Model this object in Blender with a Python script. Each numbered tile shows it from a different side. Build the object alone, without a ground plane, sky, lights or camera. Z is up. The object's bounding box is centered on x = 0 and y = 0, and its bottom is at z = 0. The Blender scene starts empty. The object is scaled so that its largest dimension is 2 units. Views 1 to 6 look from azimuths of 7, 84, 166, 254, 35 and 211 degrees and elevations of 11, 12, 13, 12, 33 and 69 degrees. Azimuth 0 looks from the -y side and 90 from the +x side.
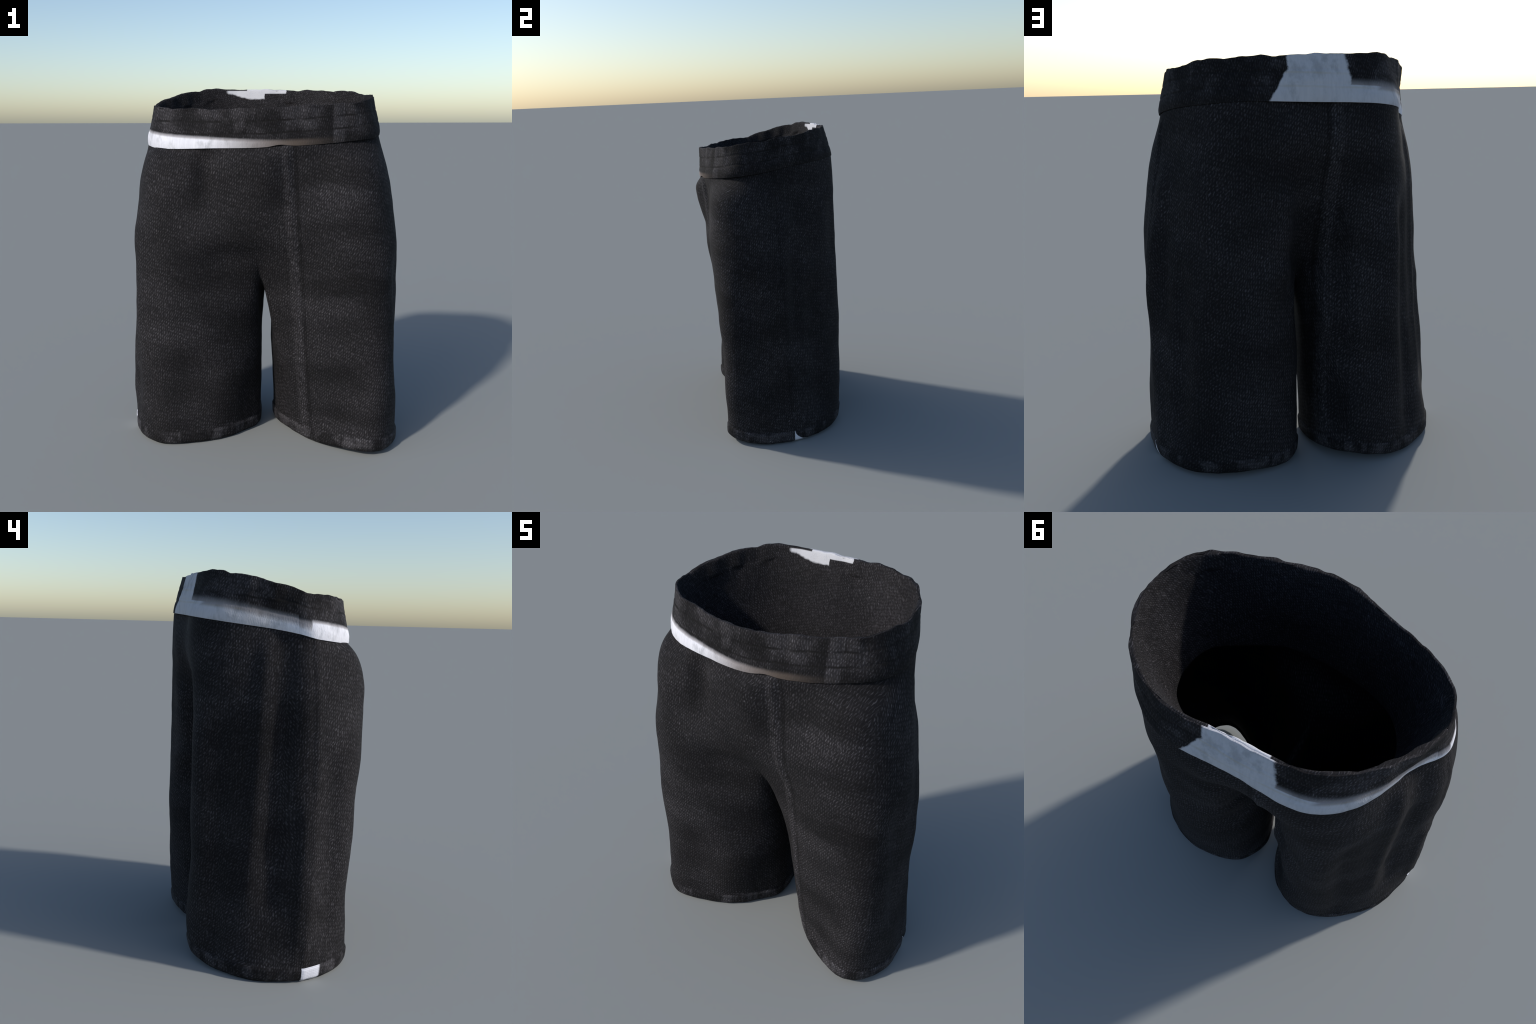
"""Black denim knee-length shorts: hips, two legs with turned-up hems and a waistband
with pale trim.  The cloth is described by cross-sections (control cage) that are
interpolated by a Catmull-Clark surface, given thickness, folds and seams in code."""
import bpy, bmesh, math
import numpy as np
from mathutils import noise, Vector

CLOTH = 0.008          # thickness of the denim
HEM_TOP = 0.078        # height of the turned-up hem


# ------------------------------------------------------------------ sections
# Each half section runs from the front centre (CF) round the outside to the back
# centre (CB); x is measured outwards from the middle plane, y to the back.
def waist_plane(x, y):
    """height of the lower edge of the waistband"""
    return 1.722 + 0.034 * x + 0.117 * y + 0.012 * math.exp(-((x - 0.0) / 0.9) ** 2) * (1 if y > 0 else 0)


def rim_height(x, y):
    """height of the upper edge of the waistband: low in front, level at the back"""
    if y < 0:
        return 1.920 + 0.026 * x + 0.125 * y
    t = min(y / 0.30, 1.0)
    return 1.920 + x * (0.026 - 0.046 * t) + min(0.22 * y, 0.072)


CF_RIM, CB_RIM = (0.0, -0.425), (0.02, 0.392)
RIM = {+1: [(0.20, -0.395), (0.38, -0.335), (0.525, -0.25), (0.600, -0.10), (0.598, 0.06), (0.505, 0.25), (0.29, 0.388)],
       -1: [(0.20, -0.375), (0.39, -0.312), (0.540, -0.22), (0.604, -0.08), (0.575, 0.06), (0.470, 0.235), (0.27, 0.375)]}
CF_BAND, CB_BAND = (0.0, -0.432), (0.0, 0.435)
BAND = {+1: [(0.20, -0.412), (0.385, -0.362), (0.560, -0.245), (0.640, -0.08), (0.602, 0.10), (0.495, 0.295), (0.29, 0.440)],
        -1: [(0.20, -0.402), (0.400, -0.345), (0.565, -0.220), (0.638, -0.06), (0.553, 0.082), (0.480, 0.270), (0.29, 0.435)]}

# hips: height, CF y, CB y, right half, left half
HIPS = [
    (1.05, -0.258, 0.205,
     [(0.20, -0.302), (0.42, -0.385), (0.660, -0.335), (0.753, -0.11), (0.675, 0.115), (0.550, 0.285), (0.33, 0.440)],
     [(0.20, -0.312), (0.43, -0.390), (0.645, -0.315), (0.725, -0.09), (0.640, 0.09), (0.530, 0.270), (0.34, 0.452)]),
    (1.20, -0.365, 0.290,
     [(0.20, -0.365), (0.43, -0.397), (0.650, -0.335), (0.743, -0.11), (0.668, 0.085), (0.538, 0.290), (0.32, 0.440)],
     [(0.20, -0.378), (0.41, -0.403), (0.635, -0.320), (0.715, -0.09), (0.635, 0.075), (0.525, 0.275), (0.33, 0.448)]),
    (1.40, -0.420, 0.337,
     [(0.20, -0.398), (0.41, -0.398), (0.620, -0.330), (0.718, -0.11), (0.650, 0.06), (0.520, 0.310), (0.31, 0.440)],
     [(0.20, -0.395), (0.41, -0.400), (0.600, -0.320), (0.696, -0.08), (0.622, 0.07), (0.512, 0.278), (0.31, 0.440)]),
    (1.58, -0.455, 0.422,
     [(0.20, -0.405), (0.40, -0.385), (0.593, -0.318), (0.678, -0.10), (0.630, 0.05), (0.503, 0.300), (0.31, 0.443)],
     [(0.20, -0.405), (0.39, -0.388), (0.578, -0.302), (0.660, -0.07), (0.588, 0.065), (0.497, 0.268), (0.31, 0.440)]),
]
# legs: height of the outer ring, height of the inner wall, CF..CB points, then the
# inner wall from the back to the front
LEG = {
    +1: [
        (0.80, 0.74, [(0.06, -0.14), (0.22, -0.272), (0.43, -0.352), (0.655, -0.348), (0.757, -0.12), (0.678, 0.13), (0.557, 0.297), (0.34, 0.450), (0.12, 0.360)],
         [(0.062, 0.27), (0.036, 0.16), (0.038, 0.04), (0.048, -0.06)]),
        (0.60, 0.55, [(0.100, -0.110), (0.245, -0.258), (0.430, -0.337), (0.665, -0.345), (0.760, -0.12), (0.683, 0.135), (0.558, 0.315), (0.35, 0.452), (0.150, 0.400)],
         [(0.075, 0.32), (0.037, 0.21), (0.037, 0.09), (0.060, -0.02)]),
        (0.30, 0.30, [(0.135, -0.09), (0.260, -0.225), (0.455, -0.308), (0.658, -0.355), (0.769, -0.150), (0.706, 0.150), (0.562, 0.348), (0.36, 0.446), (0.155, 0.400)],
         [(0.080, 0.33), (0.043, 0.23), (0.045, 0.12), (0.080, 0.01)]),
        (HEM_TOP, HEM_TOP, [(0.15, -0.05), (0.27, -0.182), (0.46, -0.305), (0.655, -0.350), (0.772, -0.14), (0.730, 0.140), (0.602, 0.335), (0.38, 0.430), (0.165, 0.390)],
         [(0.088, 0.32), (0.048, 0.23), (0.054, 0.13), (0.093, 0.03)]),
        (0.00, 0.00, [(0.155, -0.03), (0.27, -0.165), (0.45, -0.300), (0.640, -0.350), (0.765, -0.15), (0.728, 0.120), (0.605, 0.315), (0.38, 0.418), (0.165, 0.378)],
         [(0.090, 0.31), (0.052, 0.22), (0.057, 0.13), (0.098, 0.04)]),
    ],
    -1: [
        (0.80, 0.74, [(0.040, -0.170), (0.20, -0.292), (0.40, -0.362), (0.630, -0.322), (0.724, -0.10), (0.640, 0.105), (0.542, 0.277), (0.35, 0.455), (0.11, 0.320)],
         [(0.060, 0.24), (0.020, 0.15), (0.010, 0.04), (0.018, -0.06)]),
        (0.60, 0.55, [(0.050, -0.13), (0.20, -0.268), (0.38, -0.338), (0.615, -0.322), (0.735, -0.10), (0.658, 0.105), (0.557, 0.280), (0.37, 0.453), (0.17, 0.360)],
         [(0.105, 0.28), (0.052, 0.19), (0.020, 0.10), (0.020, -0.02)]),
        (0.30, 0.30, [(0.060, -0.10), (0.19, -0.255), (0.39, -0.305), (0.595, -0.314), (0.746, -0.09), (0.695, 0.115), (0.595, 0.295), (0.385, 0.455), (0.20, 0.430)],
         [(0.122, 0.34), (0.065, 0.23), (0.025, 0.12), (0.022, 0.01)]),
        (HEM_TOP, HEM_TOP, [(0.080, -0.09), (0.20, -0.225), (0.38, -0.312), (0.590, -0.325), (0.750, -0.10), (0.738, 0.085), (0.645, 0.265), (0.40, 0.447), (0.21, 0.435)],
         [(0.125, 0.37), (0.062, 0.26), (0.030, 0.12), (0.028, 0.00)]),
        (0.00, 0.00, [(0.085, -0.08), (0.20, -0.212), (0.38, -0.303), (0.580, -0.318), (0.730, -0.13), (0.738, 0.06), (0.655, 0.250), (0.40, 0.435), (0.21, 0.420)],
         [(0.130, 0.36), (0.070, 0.25), (0.035, 0.115), (0.032, 0.00)]),
    ],
}
CROTCH = [(0.004, 0.125, 0.945), (0.012, 0.06, 0.870), (0.012, -0.05, 0.868), (0.006, -0.158, 0.930)]   # back to front
# long soft ridges (+) and hollows (-) of the hanging cloth: upper point, lower point
# (x, y, z), width, amount
PLEATS = [
    ((-0.553, 0.130, 1.62), (-0.585, 0.210, 0.40), 0.050, +0.023),
    ((-0.480, 0.360, 1.25), (-0.510, 0.370, 0.15), 0.060, -0.026),
    ((-0.728, -0.040, 0.85), (-0.735, -0.030, 0.20), 0.055, +0.024),
    ((-0.640, 0.075, 1.35), (-0.650, 0.120, 0.40), 0.050, -0.015),
    ((-0.715, -0.165, 1.10), (-0.722, -0.175, 0.25), 0.060, -0.019),
    ((-0.560, -0.345, 0.85), (-0.560, -0.340, 0.50), 0.070, -0.006),
    ((-0.490, -0.390, 1.45), (-0.500, -0.385, 1.28), 0.080, +0.015),
    ((-0.205, 0.380, 1.30), (-0.235, 0.405, 0.60), 0.055, +0.022),
    ((-0.130, 0.365, 0.36), (-0.135, 0.365, 0.20), 0.065, -0.022),
    ((-0.120, 0.350, 1.30), (-0.120, 0.340, 1.18), 0.065, -0.014),
    ((-0.025, 0.300, 1.20), (-0.030, 0.240, 1.00), 0.045, -0.026),
    ((-0.520, -0.280, 1.66), (-0.520, -0.280, 1.62), 0.100, +0.018),
    ((0.750, -0.190, 1.05), (0.762, -0.130, 0.40), 0.060, -0.018),
    ((0.645, 0.060, 1.45), (0.735, 0.005, 0.85), 0.055, +0.021),
    ((0.742, 0.010, 0.75), (0.738, 0.110, 0.10), 0.060, +0.018),
    ((0.685, 0.120, 1.15), (0.700, 0.125, 0.80), 0.050, -0.020),
    ((0.620, 0.225, 0.95), (0.640, 0.255, 0.25), 0.070, -0.022),
    ((0.430, 0.408, 1.45), (0.430, 0.408, 1.20), 0.075, -0.022),
    ((0.140, 0.370, 1.35), (0.140, 0.330, 0.98), 0.085, +0.055),
    ((0.200, 0.420, 1.42), (0.210, 0.420, 0.92), 0.075, +0.024),
    ((0.190, 0.390, 1.20), (0.190, 0.390, 0.95), 0.090, +0.026),
    ((0.120, 0.425, 1.66), (0.130, 0.400, 1.35), 0.090, +0.018),
]
# places where the hem is lifted off the ground: centre, reach, height
LIFTED = [((0.57, -0.34), 0.20, 0.030), ((-0.20, 0.40), 0.22, 0.035), ((0.36, 0.42), 0.20, 0.022)]
# lower edge of the waist facing inside: (x, y) from the front round the right side
FACING = [(0.02, -0.325), (0.20, -0.305), (0.35, -0.22), (0.45, -0.14), (0.49, -0.04), (0.485, 0.08), (0.41, 0.21), (0.21, 0.30),
          (0.03, 0.31), (-0.17, 0.30), (-0.34, 0.235), (-0.45, 0.11), (-0.468, 0.0), (-0.44, -0.12), (-0.34, -0.24), (-0.16, -0.305)]


# ------------------------------------------------------------------ surface tools
def interpolate_cage(verts, faces, rounds=14):
    """move the cage so that its Catmull-Clark limit surface passes through the given points"""
    target = np.array(verts, float)
    n = len(target)
    nbr, face_of, edge_count = [set() for _ in range(n)], [[] for _ in range(n)], {}
    for f in faces:
        for i, a in enumerate(f):
            b = f[(i + 1) % 4]
            nbr[a].add(b), nbr[b].add(a)
            edge_count[frozenset((a, b))] = edge_count.get(frozenset((a, b)), 0) + 1
            face_of[a].append(f[(i + 2) % 4])
    rows = np.zeros((n, n))
    for v in range(n):
        rim = [w for w in nbr[v] if edge_count[frozenset((v, w))] == 1]
        if rim:
            rows[v, v] = 4 / 6
            for w in rim:
                rows[v, w] += 1 / 6
        else:
            k = len(nbr[v])
            rows[v, v] = k * k
            for w in nbr[v]:
                rows[v, w] += 4
            for w in face_of[v]:
                rows[v, w] += 1
            rows[v] /= k * (k + 5)
    cage = target.copy()
    for _ in range(rounds):
        cage += 0.9 * (target - rows @ cage)
    return cage


def subdivided(verts, faces, tags, levels):
    """dense limit surface as arrays: points, quads, tag of each quad"""
    mesh = bpy.data.meshes.new("cage")
    mesh.from_pydata([tuple(v) for v in verts], [], faces)
    for t in range(max(tags) + 1):
        mesh.materials.append(None)
    for p, t in zip(mesh.polygons, tags):
        p.material_index = t
    ob = bpy.data.objects.new("cage", mesh)
    bpy.context.scene.collection.objects.link(ob)
    mod = ob.modifiers.new("smooth", "SUBSURF")
    mod.levels = mod.render_levels = levels
    mod.boundary_smooth = "ALL"
    graph = bpy.context.evaluated_depsgraph_get()
    out = bpy.data.meshes.new_from_object(ob.evaluated_get(graph))
    pts = np.empty(len(out.vertices) * 3)
    out.vertices.foreach_get("co", pts)
    quads = np.empty(len(out.loops), int)
    out.loops.foreach_get("vertex_index", quads)
    tag = np.empty(len(out.polygons), int)
    out.polygons.foreach_get("material_index", tag)
    bpy.data.objects.remove(ob)
    bpy.data.meshes.remove(mesh)
    bpy.data.meshes.remove(out)
    return pts.reshape(-1, 3), quads.reshape(-1, 4), tag


def normals_of(pts, quads):
    p = pts[quads]
    fn = np.cross(p[:, 2] - p[:, 0], p[:, 3] - p[:, 1])
    vn = np.zeros_like(pts)
    for k in range(4):
        np.add.at(vn, quads[:, k], fn)
    return vn / np.maximum(np.linalg.norm(vn, axis=1, keepdims=True), 1e-12)


def thicken(pts, quads, tag, depth):
    """add an inner face and closed edges; returns points, quads, tag, inner flag, normals"""
    n = len(pts)
    vn = normals_of(pts, quads)
    inner = pts - vn * depth
    edges = {}
    for fi, q in enumerate(quads):
        for k in range(4):
            a, b = int(q[k]), int(q[(k + 1) % 4])
            if (b, a) in edges:
                del edges[(b, a)]
            else:
                edges[(a, b)] = fi
    rim = np.array([(b, a, a + n, b + n) for (a, b) in edges])
    rim_tag = tag[list(edges.values())]
    all_pts = np.vstack([pts, inner])
    all_quads = np.vstack([quads, quads[:, ::-1] + n, rim])
    all_tag = np.concatenate([tag, tag, rim_tag])
    is_inner = np.concatenate([np.zeros(len(quads), bool), np.ones(len(quads), bool), np.zeros(len(rim), bool)])
    return all_pts, all_quads, all_tag, is_inner, np.vstack([vn, -vn])


def make_part(name, pts, quads, normals, materials, slot, parent):
    used, inverse = np.unique(quads, return_inverse=True)
    mesh = bpy.data.meshes.new(name)
    mesh.from_pydata(pts[used].tolist(), [], inverse.reshape(-1, 4).tolist())
    for m in materials:
        mesh.materials.append(m)
    mesh.polygons.foreach_set("material_index", slot.astype(np.int32))
    mesh.polygons.foreach_set("use_smooth", np.ones(len(quads), bool))
    mesh.update()
    mesh.normals_split_custom_set_from_vertices(normals[used].tolist())
    ob = bpy.data.objects.new(name, mesh)
    bpy.context.scene.collection.objects.link(ob)
    ob.parent = parent
    return ob


def bell(x, centre, width):
    return math.exp(-((x - centre) / width) ** 2)


def smooth(a, b, x):
    t = min(max((x - a) / (b - a), 0.0), 1.0)
    return t * t * (3 - 2 * t)


def fbm(p, scale, octaves=3):
    return noise.fractal(Vector((p[0] * scale[0], p[1] * scale[1], p[2] * scale[2])), 1.0, 2.0, octaves)


# ------------------------------------------------------------------ materials
class Nodes:
    """small helper to write node graphs as expressions"""

    def __init__(self, name):
        self.mat = bpy.data.materials.new(name)
        self.mat.use_nodes = True
        self.tree = self.mat.node_tree
        self.shader = self.tree.nodes["Principled BSDF"]

    def new(self, kind, **inputs):
        node = self.tree.nodes.new(kind)
        for key, value in inputs.items():
            self.put(node.inputs[key], value)
        return node

    def put(self, socket, value):
        if isinstance(value, bpy.types.NodeSocket):
            self.tree.links.new(value, socket)
        else:
            socket.default_value = value

    def math(self, op, a, b=0.0, c=0.0, clamp=False):
        n = self.tree.nodes.new("ShaderNodeMath")
        n.operation, n.use_clamp = op, clamp
        for s, v in zip(n.inputs, (a, b, c)):
            self.put(s, v)
        return n.outputs[0]

    def add(self, a, b): return self.math("ADD", a, b)
    def sub(self, a, b): return self.math("SUBTRACT", a, b)
    def mul(self, a, b): return self.math("MULTIPLY", a, b)

    def ramp(self, x, lo, hi, out_lo=0.0, out_hi=1.0, kind="SMOOTHSTEP"):
        n = self.tree.nodes.new("ShaderNodeMapRange")
        n.interpolation_type = kind
        for s, v in zip(n.inputs, (x, lo, hi, out_lo, out_hi)):
            self.put(s, v)
        return n.outputs[0]

    def mix(self, f, a, b):
        n = self.tree.nodes.new("ShaderNodeMix")
        n.data_type = "RGBA"
        self.put(n.inputs["Factor"], f)
        self.put(n.inputs["A"], a)
        self.put(n.inputs["B"], b)
        return n.outputs["Result"]

    def xyz(self, x, y, z):
        n = self.new("ShaderNodeCombineXYZ")
        for s, v in zip(n.inputs, (x, y, z)):
            self.put(s, v)
        return n.outputs[0]

    def noise(self, vec, scale=1.0, detail=3.0, rough=0.5):
        n = self.new("ShaderNodeTexNoise", Vector=vec, Scale=scale, Detail=detail, Roughness=rough)
        return n.outputs["Fac"]

    def position(self):
        co = self.new("ShaderNodeTexCoord").outputs["Object"]
        s = self.new("ShaderNodeSeparateXYZ", Vector=co)
        return co, s.outputs[0], s.outputs[1], s.outputs[2]

    def spot(self, coords, centre, size):
        """soft patch: 1 in the middle, 0 outside"""
        total = None
        for c, m, s in zip(coords, centre, size):
            d = self.math("POWER", self.math("ABSOLUTE", self.math("DIVIDE", self.sub(c, m), s)), 2.0)
            total = d if total is None else self.add(total, d)
        return self.ramp(total, 0.0, 1.0, 1.0, 0.0)


def twill(nd, co, x, y, z, size=1.0, slant=0.38):
    """rows of short slanted threads, laid out flat on the front, the back and the sides"""
    nx = nd.new("ShaderNodeSeparateXYZ", Vector=nd.new("ShaderNodeNewGeometry").outputs["Normal"]).outputs[0]
    side = nd.ramp(nd.math("ABSOLUTE", nx), 0.74, 0.80)
    right_of_front = nd.mul(x, nd.ramp(y, 0.079, 0.081, 1.0, -1.0))      # runs to the right as seen from outside
    right_of_side = nd.mul(y, nd.ramp(x, -0.01, 0.01, -1.0, 1.0))
    wob = nd.new("ShaderNodeTexNoise", Vector=co, Scale=13.0, Detail=4.0, Roughness=0.6)
    wobble = nd.new("ShaderNodeSeparateXYZ", Vector=wob.outputs["Color"])
    grain = nd.noise(co, 150.0, 2.0, 0.6)
    out = []
    for s, shift in ((right_of_front, 0.0), (right_of_side, 7.3)):
        u = nd.add(nd.sub(s, nd.mul(z, slant)), nd.mul(nd.sub(wobble.outputs[0], 0.5), 0.034))
        w = nd.add(nd.add(z, nd.mul(s, 0.30)), nd.mul(nd.sub(wobble.outputs[1], 0.5), 0.055))
        a = nd.math("SINE", nd.mul(u, 2 * math.pi / (0.0134 * size)))
        b = nd.math("SINE", nd.mul(w, 2 * math.pi / (0.0420 * size)))
        dots = nd.ramp(nd.mul(a, b), 0.16, 1.0, 0.0, 1.0, "LINEAR")
        fine = nd.noise(nd.xyz(nd.mul(u, 95.0), nd.mul(w, 36.0), shift), 1.0, 3.0, 0.65)
        fibre = nd.noise(nd.xyz(nd.mul(u, 330.0), nd.mul(w, 70.0), shift), 1.0, 1.0)
        stray = nd.noise(nd.xyz(nd.mul(u, 150.0), nd.mul(w, 44.0), nd.add(shift, 3.0)), 1.0, 2.0, 0.6)
        dots = nd.add(nd.mul(dots, 0.66), nd.mul(nd.ramp(stray, 0.50, 0.74), 0.42))
        thread = nd.mul(nd.add(0.06, dots), nd.ramp(fine, 0.32, 0.70, 0.08, 1.12, "LINEAR"))
        thread = nd.mul(thread, nd.ramp(fibre, 0.25, 0.75, 0.55, 1.3, "LINEAR"))
        out.append(nd.mul(thread, nd.ramp(grain, 0.2, 0.8, 0.7, 1.25, "LINEAR")))
    n = nd.tree.nodes.new("ShaderNodeMix")
    nd.put(n.inputs["Factor"], side), nd.put(n.inputs["A"], out[0]), nd.put(n.inputs["B"], out[1])
    return n.outputs["Result"]


DARK, LIGHT = (0.0043, 0.0039, 0.0044, 1), (0.155, 0.147, 0.161, 1)


def denim_colour(nd, thread, wear):
    """thread 0..1 picks dark gap or pale thread; wear 0..1 fades the cloth"""
    gap = nd.mix(wear, DARK, (0.0117, 0.0107, 0.0120, 1))
    top = nd.mix(wear, (0.044, 0.0410, 0.0450, 1), LIGHT)
    return nd.mix(thread, gap, top)


def finish(nd, colour, thread, rough=0.88, bump=0.35):
    b = nd.new("ShaderNodeBump", Strength=bump, Distance=0.004, Height=thread)
    nd.put(nd.shader.inputs["Base Color"], colour)
    nd.put(nd.shader.inputs["Roughness"], rough)
    nd.put(nd.shader.inputs["Specular IOR Level"], 0.18)
    nd.put(nd.shader.inputs["Normal"], b.outputs[0])
    return nd.mat


def denim_material(inside=False):
    nd = Nodes("denim_lining" if inside else "black_denim")
    co, x, y, z = nd.position()
    thread = twill(nd, co, x, y, z)
    patches = nd.noise(nd.xyz(nd.mul(x, 2.6), nd.mul(y, 2.6), nd.mul(z, 4.2)), 1.0, 2.0, 0.45)
    wear = nd.ramp(patches, 0.30, 0.72, 0.08, 0.66)
    if not inside:
        front = nd.ramp(y, -0.10, -0.22)
        drift = nd.mul(nd.sub(nd.noise(co, 5.0, 2.0), 0.5), 0.18)
        # paler patches across the thighs, then darker ones between them
        for c, s, a in (((0.42, -0.4, 1.43), (0.26, 0.5, 0.075), 0.38), ((0.45, -0.4, 1.13), (0.30, 0.5, 0.07), 0.22),
                        ((0.38, -0.4, 0.83), (0.26, 0.5, 0.07), 0.26), ((0.55, -0.4, 0.63), (0.30, 0.5, 0.12), 0.24),
                        ((0.42, -0.3, 0.33), (0.28, 0.5, 0.08), 0.24), ((-0.42, -0.4, 0.66), (0.32, 0.5, 0.10), 0.20),
                        ((-0.60, -0.4, 1.10), (0.20, 0.5, 0.12), 0.18)):
            wear = nd.add(wear, nd.mul(front, nd.mul(nd.spot((nd.add(x, drift), y, nd.add(z, nd.mul(drift, 0.5))), c, s), 1.35 * a)))
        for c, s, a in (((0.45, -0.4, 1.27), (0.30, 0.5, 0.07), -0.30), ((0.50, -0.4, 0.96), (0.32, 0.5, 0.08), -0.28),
                        ((0.45, -0.3, 0.47), (0.26, 0.5, 0.05), -0.18), ((0.50, -0.3, 0.21), (0.30, 0.5, 0.05), -0.26),
                        ((-0.40, -0.4, 0.47), (0.30, 0.5, 0.07), -0.22), ((-0.25, -0.4, 0.95), (0.30, 0.5, 0.09), -0.24),
                        ((-0.28, -0.4, 1.50), (0.07, 0.5, 0.20), -0.12)):  # last spot: darker upright patch over the groove left of the fly
            wear = nd.add(wear, nd.mul(front, nd.mul(nd.spot((nd.add(x, drift), y, nd.add(z, nd.mul(drift, 0.5))), c, s), a)))
        seam_y = nd.mix(nd.math("GREATER_THAN", x, 0.0), (-0.050, -0.050, -0.050, 1), (0.030, 0.030, 0.030, 1))
        lean = nd.mul(nd.sub(0.9, z), 0.03)
        side_line = nd.ramp(nd.math("ABSOLUTE", nd.sub(y, nd.add(seam_y, lean))), 0.004, 0.016, 1.0, 0.0)
        wear = nd.sub(wear, nd.mul(nd.mul(side_line, nd.ramp(nd.math("ABSOLUTE", x), 0.48, 0.55)), 0.14))
        # rubbed strips along the inner front seam and the back seam
        grit = nd.noise(co, 42.0, 3.0, 0.7)
        for s, pos, gate in ((nd.sub(x, nd.add(0.262, nd.mul(z, -0.055))), 0, front), (nd.add(x, nd.add(0.068, nd.mul(z, 0.026))), 0, nd.ramp(y, 0.12, 0.22))):
            strip = nd.mul(nd.ramp(nd.math("ABSOLUTE", s), 0.012, 0.042, 1.0, 0.0), nd.ramp(grit, 0.34, 0.58))
            wear = nd.add(wear, nd.mul(gate, nd.mul(strip, 0.95)))
            line = nd.ramp(nd.math("ABSOLUTE", nd.add(s, -0.035)), 0.004, 0.020, 1.0, 0.0)
            wear = nd.sub(wear, nd.mul(gate, nd.mul(line, 0.40)))
    wear = nd.math("MINIMUM", nd.math("MAXIMUM", wear, 0.0), 1.0)
    return finish(nd, denim_colour(nd, thread, wear), thread)


def hem_material():
    nd = Nodes("hem_denim")
    co, x, y, z = nd.position()
    thread = twill(nd, co, x, y, z)
    rub = nd.noise(nd.xyz(nd.mul(x, 11.0), nd.mul(y, 11.0), nd.mul(z, 5.0)), 1.0, 3.0, 0.6)
    wear = nd.ramp(rub, 0.40, 0.62, 0.05, 1.0)
    edge = nd.ramp(nd.math("ABSOLUTE", nd.sub(nd.add(z, nd.mul(nd.sub(rub, 0.5), 0.012)), HEM_TOP - 0.012)), 0.002, 0.007, 1.0, 0.0)
    colour = denim_colour(nd, nd.add(thread, nd.mul(wear, 0.10)), wear)
    colour = nd.mix(nd.mul(edge, nd.mul(wear, 0.5)), colour, (0.055, 0.052, 0.056, 1))
    # pale patches where the side seams end
    left = nd.mul(nd.ramp(x, -0.60, -0.62), nd.mul(nd.ramp(y, -0.018, -0.022), nd.ramp(nd.add(y, nd.mul(nd.sub(z, 0.04), 0.1)), -0.128, -0.114)))
    curve = nd.add(0.066, nd.mul(0.085, nd.math("POWER", nd.math("MAXIMUM", nd.sub(1.0, nd.math("DIVIDE", z, HEM_TOP + 0.006)), 0.0), 2.2)))
    right = nd.mul(nd.ramp(x, 0.60, 0.62), nd.mul(nd.ramp(y, 0.062, 0.066), nd.ramp(nd.sub(y, curve), 0.003, -0.003)))
    pale = nd.math("MAXIMUM", left, right)
    rib = nd.new("ShaderNodeTexWave", Vector=co, Scale=34.0, Distortion=1.5)
    rib.bands_direction = "Z"
    white = nd.mix(rib.outputs["Fac"], (0.60, 0.60, 0.66, 1), (0.72, 0.72, 0.78, 1))
    return finish(nd, nd.mix(pale, colour, white), thread)


def band_frame(nd, x, y, z):
    """relative height in the waistband, 0 at its lower edge, about 1 at its rim"""
    bump = nd.mul(nd.math("GREATER_THAN", y, 0.0), 0.010)
    low = nd.add(nd.add(1.722, bump), nd.add(nd.mul(x, 0.034), nd.mul(y, 0.117)))
    return nd.math("DIVIDE", nd.sub(z, low), 0.193)


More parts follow.
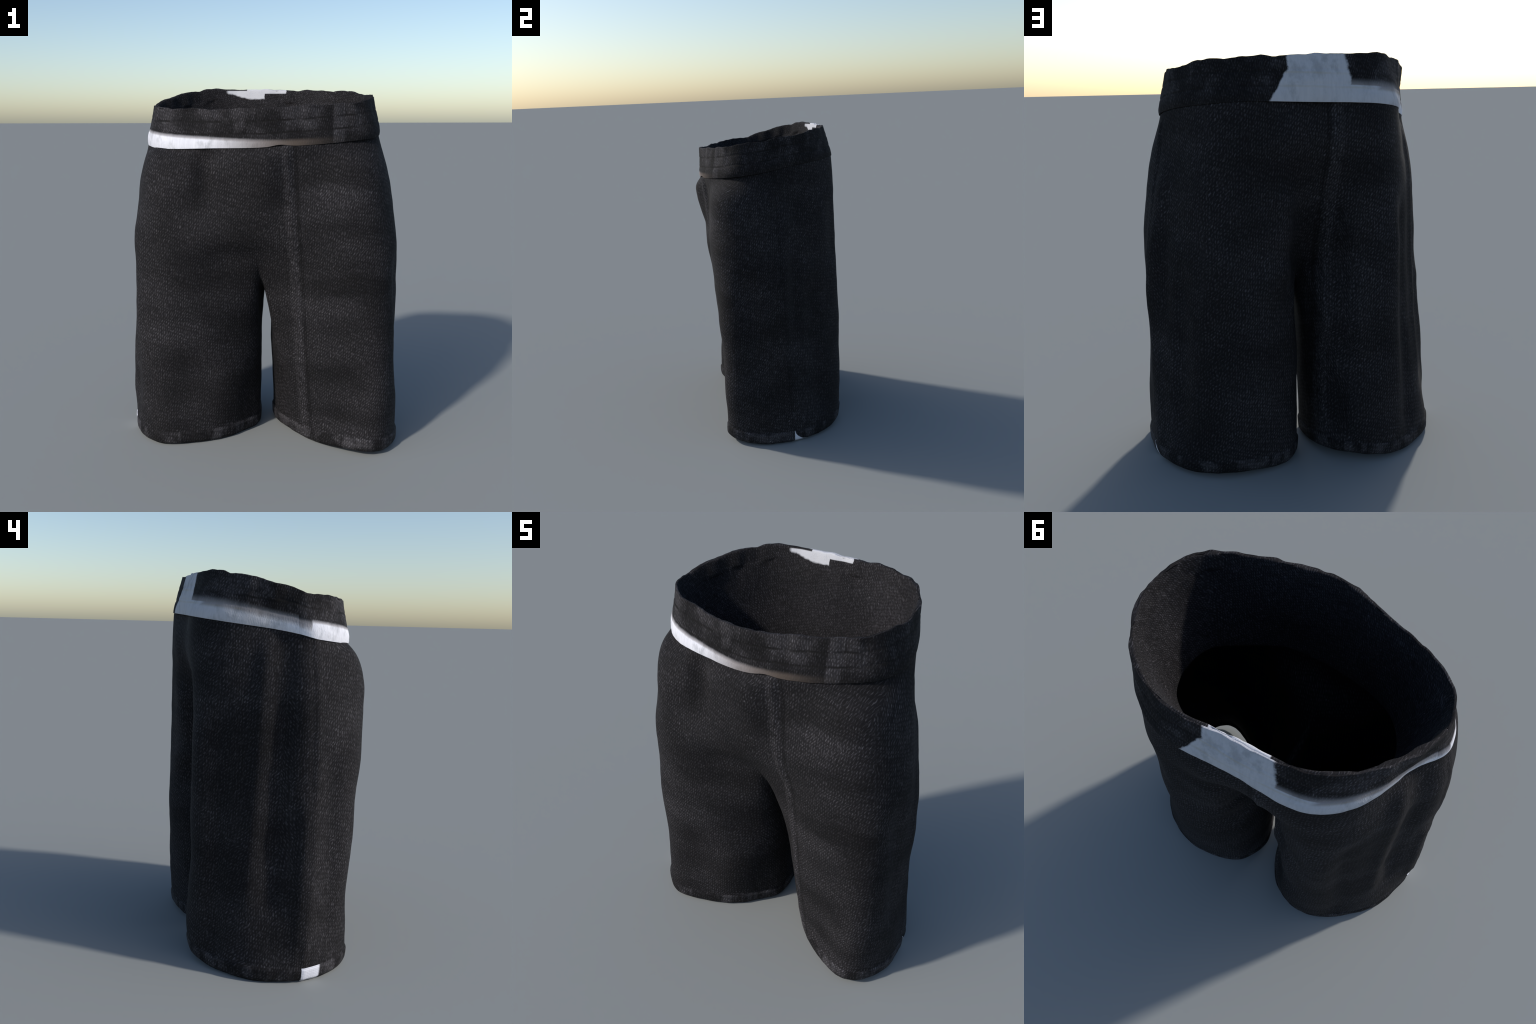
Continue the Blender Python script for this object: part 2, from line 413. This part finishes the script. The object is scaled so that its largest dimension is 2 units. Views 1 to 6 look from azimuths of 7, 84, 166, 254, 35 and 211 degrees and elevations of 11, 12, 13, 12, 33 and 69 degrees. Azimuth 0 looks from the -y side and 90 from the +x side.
def band_material(inside=False):
    nd = Nodes("waistband_lining" if inside else "waistband_denim")
    co, x, y, z = nd.position()
    thread = twill(nd, co, x, y, z, 0.72 if inside else 0.85, 0.45 if inside else 0.15)
    v = band_frame(nd, x, y, z)
    if inside:
        patches = nd.noise(co, 4.0, 3.0)
        colour = denim_colour(nd, thread, nd.ramp(patches, 0.3, 0.7, 0.25, 0.60))
        edge = nd.mul(nd.sub(nd.noise(co, 30.0, 2.0), 0.5), 0.02)
        xe = nd.add(x, edge)
        top = nd.mul(nd.ramp(z, 1.967, 1.972), nd.mul(nd.ramp(xe, -0.142, -0.136), nd.ramp(xe, 0.100, 0.094)))
        drop = nd.add(1.938, nd.mul(nd.math("MAXIMUM", nd.sub(-0.13, x), 0.0), 0.28))
        wedge = nd.mul(nd.ramp(nd.sub(nd.add(z, edge), drop), -0.006, 0.006), nd.mul(nd.ramp(x, -0.27, -0.25), nd.ramp(xe, -0.032, -0.036)))
        wedge = nd.mul(wedge, nd.ramp(z, 1.990, 1.984))
        pale = nd.mul(nd.math("MAXIMUM", top, wedge), nd.ramp(y, 0.2, 0.25))
        return finish(nd, nd.mix(pale, colour, (0.55, 0.55, 0.58, 1)), thread)
    rub = nd.noise(nd.xyz(nd.mul(x, 7.0), nd.mul(y, 7.0), nd.mul(z, 6.0)), 1.0, 4.0, 0.6)
    wear = nd.ramp(rub, 0.38, 0.64, 0.02, 0.85)
    wear = nd.mul(wear, nd.ramp(v, 0.10, 0.45, 0.25, 1.0))
    strip = nd.mul(nd.mul(nd.ramp(x, 0.388, 0.402), nd.ramp(x, 0.462, 0.448)), nd.ramp(y, -0.1, -0.15))
    wear = nd.math("MAXIMUM", wear, nd.mul(strip, 0.85))
    shadow_strip = nd.mul(nd.mul(nd.ramp(x, 0.355, 0.370), nd.ramp(x, 0.400, 0.390)), nd.ramp(y, -0.1, -0.15))
    wear = nd.mul(wear, nd.sub(1.0, nd.mul(shadow_strip, 0.7)))
    colour = denim_colour(nd, nd.add(thread, nd.mul(wear, 0.07)), wear)
    # two stitched creases run round the band
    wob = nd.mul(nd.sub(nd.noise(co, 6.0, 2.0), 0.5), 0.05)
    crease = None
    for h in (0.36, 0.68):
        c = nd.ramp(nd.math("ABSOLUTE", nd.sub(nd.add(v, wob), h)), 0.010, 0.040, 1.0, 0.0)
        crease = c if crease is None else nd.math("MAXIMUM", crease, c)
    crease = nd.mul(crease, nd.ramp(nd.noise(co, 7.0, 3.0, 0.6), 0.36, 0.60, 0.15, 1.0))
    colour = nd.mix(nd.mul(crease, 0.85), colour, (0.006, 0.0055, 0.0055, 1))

    # pale trim: broad at the back, a strip round the left side, fading across the front
    fuzz = nd.mul(nd.sub(nd.noise(co, 30.0, 4.0, 0.7), 0.5), 0.026)
    xf = nd.add(x, fuzz)
    back = nd.ramp(y, 0.22, 0.26)
    right_edge = nd.sub(0.205, nd.mul(nd.math("MINIMUM", v, 0.75), 0.125))
    left_edge = nd.add(-0.20, nd.mul(v, 0.035))
    panel = nd.mul(back, nd.mul(nd.ramp(nd.sub(xf, right_edge), 0.006, -0.006), nd.ramp(nd.sub(xf, left_edge), -0.008, 0.008)))
    left = nd.mul(back, nd.mul(nd.ramp(xf, 0.16, 0.12), nd.ramp(nd.add(v, fuzz), 0.46, 0.40)))
    panel = nd.math("MAXIMUM", panel, nd.mul(left, nd.ramp(x, -0.42, -0.30)))
    # soft-edged strip; its height depends on the place round the waist
    behind = nd.mul(nd.ramp(y, -0.062, -0.054), nd.ramp(x, 0.0, -0.02))
    height_back = nd.ramp(y, -0.06, 0.32, 0.17, 0.36, "LINEAR")
    height_front = nd.ramp(x, -0.62, 0.15, 0.34, 0.13, "LINEAR")
    hb = nd.math("MULTIPLY", behind, height_back)
    hf = nd.math("MULTIPLY", nd.sub(1.0, behind), height_front)
    height = nd.add(hb, hf)
    softness = nd.add(0.09, nd.mul(behind, 0.16))
    strip = nd.ramp(nd.sub(nd.add(v, nd.mul(fuzz, nd.sub(0.9, nd.mul(behind, 0.6)))), height), softness, nd.mul(softness, -0.35))
    gate = nd.math("MAXIMUM", behind, nd.mul(nd.ramp(y, 0.0, -0.06), nd.ramp(x, 0.62, -0.30, 0.0, 1.0)))
    gate = nd.mul(gate, nd.math("MAXIMUM", nd.ramp(x, 0.60, 0.10), nd.ramp(x, 0.0, -0.02)))
    strip = nd.mul(strip, gate)
    pale = nd.math("MAXIMUM", panel, strip)

    # the white cloth: fine vertical ribs, two faint yellow stitch lines, warm soiling to the front
    rib = nd.noise(nd.xyz(nd.mul(x, 95.0), nd.mul(y, 95.0), nd.mul(z, 9.0)), 1.0, 2.0)
    white = nd.mix(rib, (0.60, 0.60, 0.66, 1), (0.80, 0.80, 0.85, 1))
    stain = nd.noise(nd.xyz(nd.mul(x, 16.0), nd.mul(y, 16.0), nd.mul(z, 10.0)), 1.0, 4.0, 0.6)
    white = nd.mix(nd.ramp(stain, 0.50, 0.70, 0.0, 0.65), white, (0.36, 0.37, 0.40, 1))
    white = nd.mix(nd.ramp(y, -0.02, 0.22, 0.0, 0.48), white, (0.20, 0.205, 0.215, 1))      # white turns greyer towards the back
    warm = nd.mul(nd.ramp(y, -0.1, -0.2), nd.ramp(x, -0.25, 0.25))
    white = nd.mix(nd.mul(warm, 0.95), white, (0.20, 0.155, 0.125, 1))
    white = nd.mix(nd.mul(nd.mul(crease, back), 0.30), white, (0.42, 0.36, 0.24, 1))
    fringe = nd.mul(nd.math("MULTIPLY", nd.mul(pale, nd.sub(1.0, pale)), 4.0), nd.math("MAXIMUM", strip, 0.0))
    colour = nd.mix(pale, colour, white)
    colour = nd.mix(nd.mul(fringe, 0.55), colour, (0.10, 0.065, 0.045, 1))
    return finish(nd, colour, thread)


# ------------------------------------------------------------------ build
def build_body(parent):
    verts, faces, tags = [], [], []

    def put(p):
        verts.append(p)
        return len(verts) - 1

    def ring_of_hips(cf, right, cb, left, z):
        pts = [(0.0, cf)] + right + [(0.0, cb)] + [(-x, y) for x, y in reversed(left)]
        return [put((x, y, z(x, y) if callable(z) else z)) for x, y in pts]

    rings = [ring_of_hips(cf, r, cb, l, z) for z, cf, cb, r, l in HIPS]
    inset = 0.994
    tuck = lambda s: [(x * inset, y * inset) for x, y in BAND[s]]
    rings.append(ring_of_hips(-0.430, tuck(1), 0.418, tuck(-1), lambda x, y: waist_plane(x, y) - 0.012))
    rings.append(ring_of_hips(-0.415, tuck(1), 0.408, tuck(-1), lambda x, y: waist_plane(x, y) + 0.050))
    for a, b in zip(rings, rings[1:]):
        for i in range(16):
            j = (i + 1) % 16
            faces.append((a[i], a[j], b[j], b[i])), tags.append(0)
    saddle = [put(p) for p in CROTCH]
    base = rings[0]
    for sign in (+1, -1):
        top = (base[0:9] if sign > 0 else [base[0]] + base[:7:-1]) + saddle
        above = top
        for k, (z_out, z_in, outer, inner) in enumerate(LEG[sign]):
            loop = [put((sign * x, y, z_out + (z_in - z_out) * (0.6 if i in (0, 8) else 0))) for i, (x, y) in enumerate(outer)]
            loop += [put((sign * x, y, z_in)) for x, y in inner]
            tag = (1 if sign > 0 else 2) + (2 if k == len(LEG[sign]) - 1 else 0)
            for i in range(13):
                j = (i + 1) % 13
                f = (loop[i], loop[j], above[j], above[i])
                faces.append(f if sign > 0 else f[::-1]), tags.append(tag)
            above = loop
    cage = interpolate_cage(verts, faces)
    pts, quads, tag = subdivided(cage, faces, tags, 4)
    vn = normals_of(pts, quads)
    moved = pts.copy()
    for i, (p, n) in enumerate(zip(pts, vn)):
        x, y, z = p
        d = 0.0
        # soft cloth folds: long shallow ones across the thighs, shorter crumples near the hems
        away = smooth(0.0, 0.15, z) * smooth(1.72, 1.55, z)
        d += 0.004 * away * fbm((x, y, z), (2.2, 2.2, 5.0), 3)
        if y < 0:
            d += 0.003 * away * math.sin(15.0 * z + 5.0 * x + 2.0 * fbm((x, y, z), (1.6, 1.6, 1.6), 2)) * smooth(0.12, 0.4, abs(x)) * smooth(0.0, -0.2, y)
        for (xa, ya, za), (xb, yb, zb), width, amount in PLEATS:
            if abs(x - xa) < 0.3 and zb - 0.2 < z < za + 0.2:
                t = min(max((za - z) / max(za - zb, 0.01), 0.0), 1.0)
                r = math.hypot(x - xa - (xb - xa) * t, y - ya - (yb - ya) * t) / width
                if r < 3:
                    d += amount * math.exp(-r * r) * smooth(zb - 0.15, zb + 0.05, z) * smooth(za + 0.15, za - 0.05, z)
        # fly bulge and the grooves on both sides of it
        if y < -0.2:
            h = smooth(1.28, 1.55, z) * smooth(1.69, 1.60, z)
            d += h * (0.016 * bell(x, 0.06, 0.07) - 0.036 * bell(x, -0.26, 0.06) - 0.010 * bell(x, 0.21, 0.05) - 0.012 * bell(x, 0.33, 0.08))
        d -= 0.022 * smooth(-0.006, 0.030, z - waist_plane(x, y))      # tucked inside the waistband
        # side seams and the front and back seams: narrow grooves
        if z < 1.70:
            seam_y = (0.012 + 0.05 * smooth(1.0, 0.1, z)) if x > 0 else (-0.062 + 0.05 * smooth(0.8, 0.05, z))
            if abs(x) > 0.5:
                d += 0.004 * bell(y, seam_y - 0.02, 0.02) - 0.003 * bell(y, seam_y, 0.009)
        if 0.1 < z < 1.70:
            d += 0.0075 * bell(x, 0.262 - 0.055 * z, 0.015) * smooth(0.0, -0.1, y) + 0.0075 * bell(x, -0.068 - 0.026 * z, 0.014) * smooth(0.1, 0.2, y)
        # the hem stands proud and is rounded under
        if z < HEM_TOP + 0.03:
            step = smooth(HEM_TOP + 0.003, HEM_TOP - 0.006, z)
            d += 0.007 * step + 0.003 * fbm((x, y, z), (14, 14, 8), 2) * step - 0.012 * smooth(0.022, 0.0, z)
        moved[i] = p + n * d
        if z < 0.35:
            lift = sum(h * math.exp(-((x - c[0]) ** 2 + (y - c[1]) ** 2) / r ** 2) for c, r, h in LIFTED)
            moved[i][2] += lift * (1.0 - z / 0.35)
    moved[:, 2] -= moved[:, 2].min()
    P, Q, T, inner, N = thicken(moved, quads, tag, CLOTH)
    N = normals_of(P, Q)
    P[:, 2] = np.maximum(P[:, 2], 0.0)
    outer_mat, lining, hem = denim_material(), denim_material(True), hem_material()

    def part(name, t, mats, holder):
        pick = T == t
        return make_part(name, P, Q[pick], N, mats, inner[pick].astype(int), holder)

    part("hips", 0, [outer_mat, lining], parent)
    for t in (1, 2):
        leg = part("leg", t, [outer_mat, lining], parent)
        part("hem", t + 2, [hem, lining], leg)


def rim_wave(x, y, z):
    """how far the rim wanders sideways and up or down"""
    return 0.011 * fbm((x, y, 0.3 * z), (8, 8, 3), 3), 0.010 * fbm((x, y, 0.0), (10, 10, 1), 3)


def build_waistband(parent):
    low = [CF_BAND] + BAND[1] + [CB_BAND] + [(-x, y) for x, y in reversed(BAND[-1])]
    top = [CF_RIM] + RIM[1] + [CB_RIM] + [(-x, y) for x, y in reversed(RIM[-1])]
    rows = ((0.0, 0.998), (0.15, 1.008), (0.36, 1.004), (0.68, 1.0), (1.0, 1.0))
    verts, faces = [], []
    for t, swell in rows:
        for (x0, y0), (x1, y1) in zip(low, top):
            z0, z1 = waist_plane(x0, y0), rim_height(x1, y1)
            verts.append(((x0 + (x1 - x0) * t) * swell, (y0 + (y1 - y0) * t) * swell, z0 + (z1 - z0) * t))
    for r in range(len(rows) - 1):
        for i in range(16):
            j = (i + 1) % 16
            faces.append((r * 16 + i, r * 16 + j, r * 16 + 16 + j, r * 16 + 16 + i))
    cage = interpolate_cage(verts, faces)
    pts, quads, tag = subdivided(cage, faces, [0] * len(faces), 4)
    vn = normals_of(pts, quads)
    moved = pts.copy()
    for i, (p, n) in enumerate(zip(pts, vn)):
        x, y, z = p
        v = (z - waist_plane(x, y)) / max(rim_height(x, y) - waist_plane(x, y), 0.01)
        d = 0.018 * bell(x, 0.0, 0.12) * bell(v, 0.5, 0.4) * (1 if y > 0 else 0)
        d += 0.011 * bell(x, -0.52, 0.12) * bell(y, -0.26, 0.12) * bell(v, 0.1, 0.5) + 0.014 * bell(x, 0.57, 0.1) * bell(y, -0.21, 0.12) * bell(v, 0.4, 0.6)
        side, up = rim_wave(x, y, z)
        d += side * smooth(0.10, 1.0, v)
        d += 0.002 * fbm((x, y, z), (20, 20, 20), 2)
        for h in (0.36, 0.68):
            d -= 0.0018 * bell(v, h + 0.02 * fbm((x, y, 0), (4, 4, 1), 2), 0.03)
        moved[i] = p + n * d
        moved[i][2] += up * smooth(0.4, 1.0, v)
        # notch where the front fly closes
        moved[i][2] += 0.010 * smooth(0.25, 0.0, v) * bell(x, 0.135, 0.05) * (1 if y < 0 else 0) - 0.010 * smooth(0.3, 0.0, v) * bell(x, -0.55, 0.2) * smooth(0.0, -0.1, y)
    P, Q, T, inner, N = thicken(moved, quads, tag, 0.009)
    N = normals_of(P, Q)
    lining = band_material(True)
    band = make_part("waistband", P, Q, N, [band_material(), lining], inner.astype(int), parent)

    # facing: hangs inside from the rim like a shallow funnel
    verts, faces = [], []
    for t, gap in ((0.0, 0.006), (0.02, 0.012), (0.30, 0.012), (0.65, 0.012), (1.0, 0.0)):
        for (x0, y0), (x1, y1) in zip(top, FACING):
            z0 = rim_height(x0, y0) - 0.011
            inwards = 1.0 - gap / math.hypot(x0, y0)
            x0, y0 = x0 * inwards, y0 * inwards
            s, z1 = t, 1.465 + 0.23 * y1
            verts.append((x0 + (x1 - x0) * s, y0 + (y1 - y0) * s, z0 + (z1 - z0) * t))
    for r in range(4):
        for i in range(16):
            j = (i + 1) % 16
            faces.append((r * 16 + j, r * 16 + i, r * 16 + 16 + i, r * 16 + 16 + j))
    pts, quads, tag = subdivided(interpolate_cage(verts, faces), faces, [0] * len(faces), 4)
    vn = normals_of(pts, quads)
    for i, (p, n) in enumerate(zip(pts.copy(), vn)):
        out = 1.0 + 0.0085 / math.hypot(p[0], p[1])
        side, up = rim_wave(p[0] * out, p[1] * out, p[2])
        near = smooth(0.30, 0.02, rim_height(p[0], p[1]) - p[2])
        flat = Vector((n[0], n[1], 0.0)).normalized() if near > 0.9 and math.hypot(n[0], n[1]) > 0.1 else Vector((-p[0], -p[1], 0.0)).normalized()
        pts[i] = p - np.array(flat) * side * near + n * 0.006 * (1 - near) * fbm(p, (5, 5, 3), 3)
        pts[i][2] += up * near
    P, Q, T, inner, N = thicken(pts, quads, tag, 0.005)
    N = normals_of(P, Q)
    # faces turned to the body side come out first; the visible inner side is the second layer
    make_part("waist_facing", P, Q, N, [lining], np.zeros(len(Q), int), band)


def build():
    root = bpy.data.objects.new("denim_shorts", None)
    bpy.context.scene.collection.objects.link(root)
    root["label"] = "black denim knee-length shorts with pale waistband trim"
    root["category"] = "shorts"
    build_body(root)
    build_waistband(root)


build()
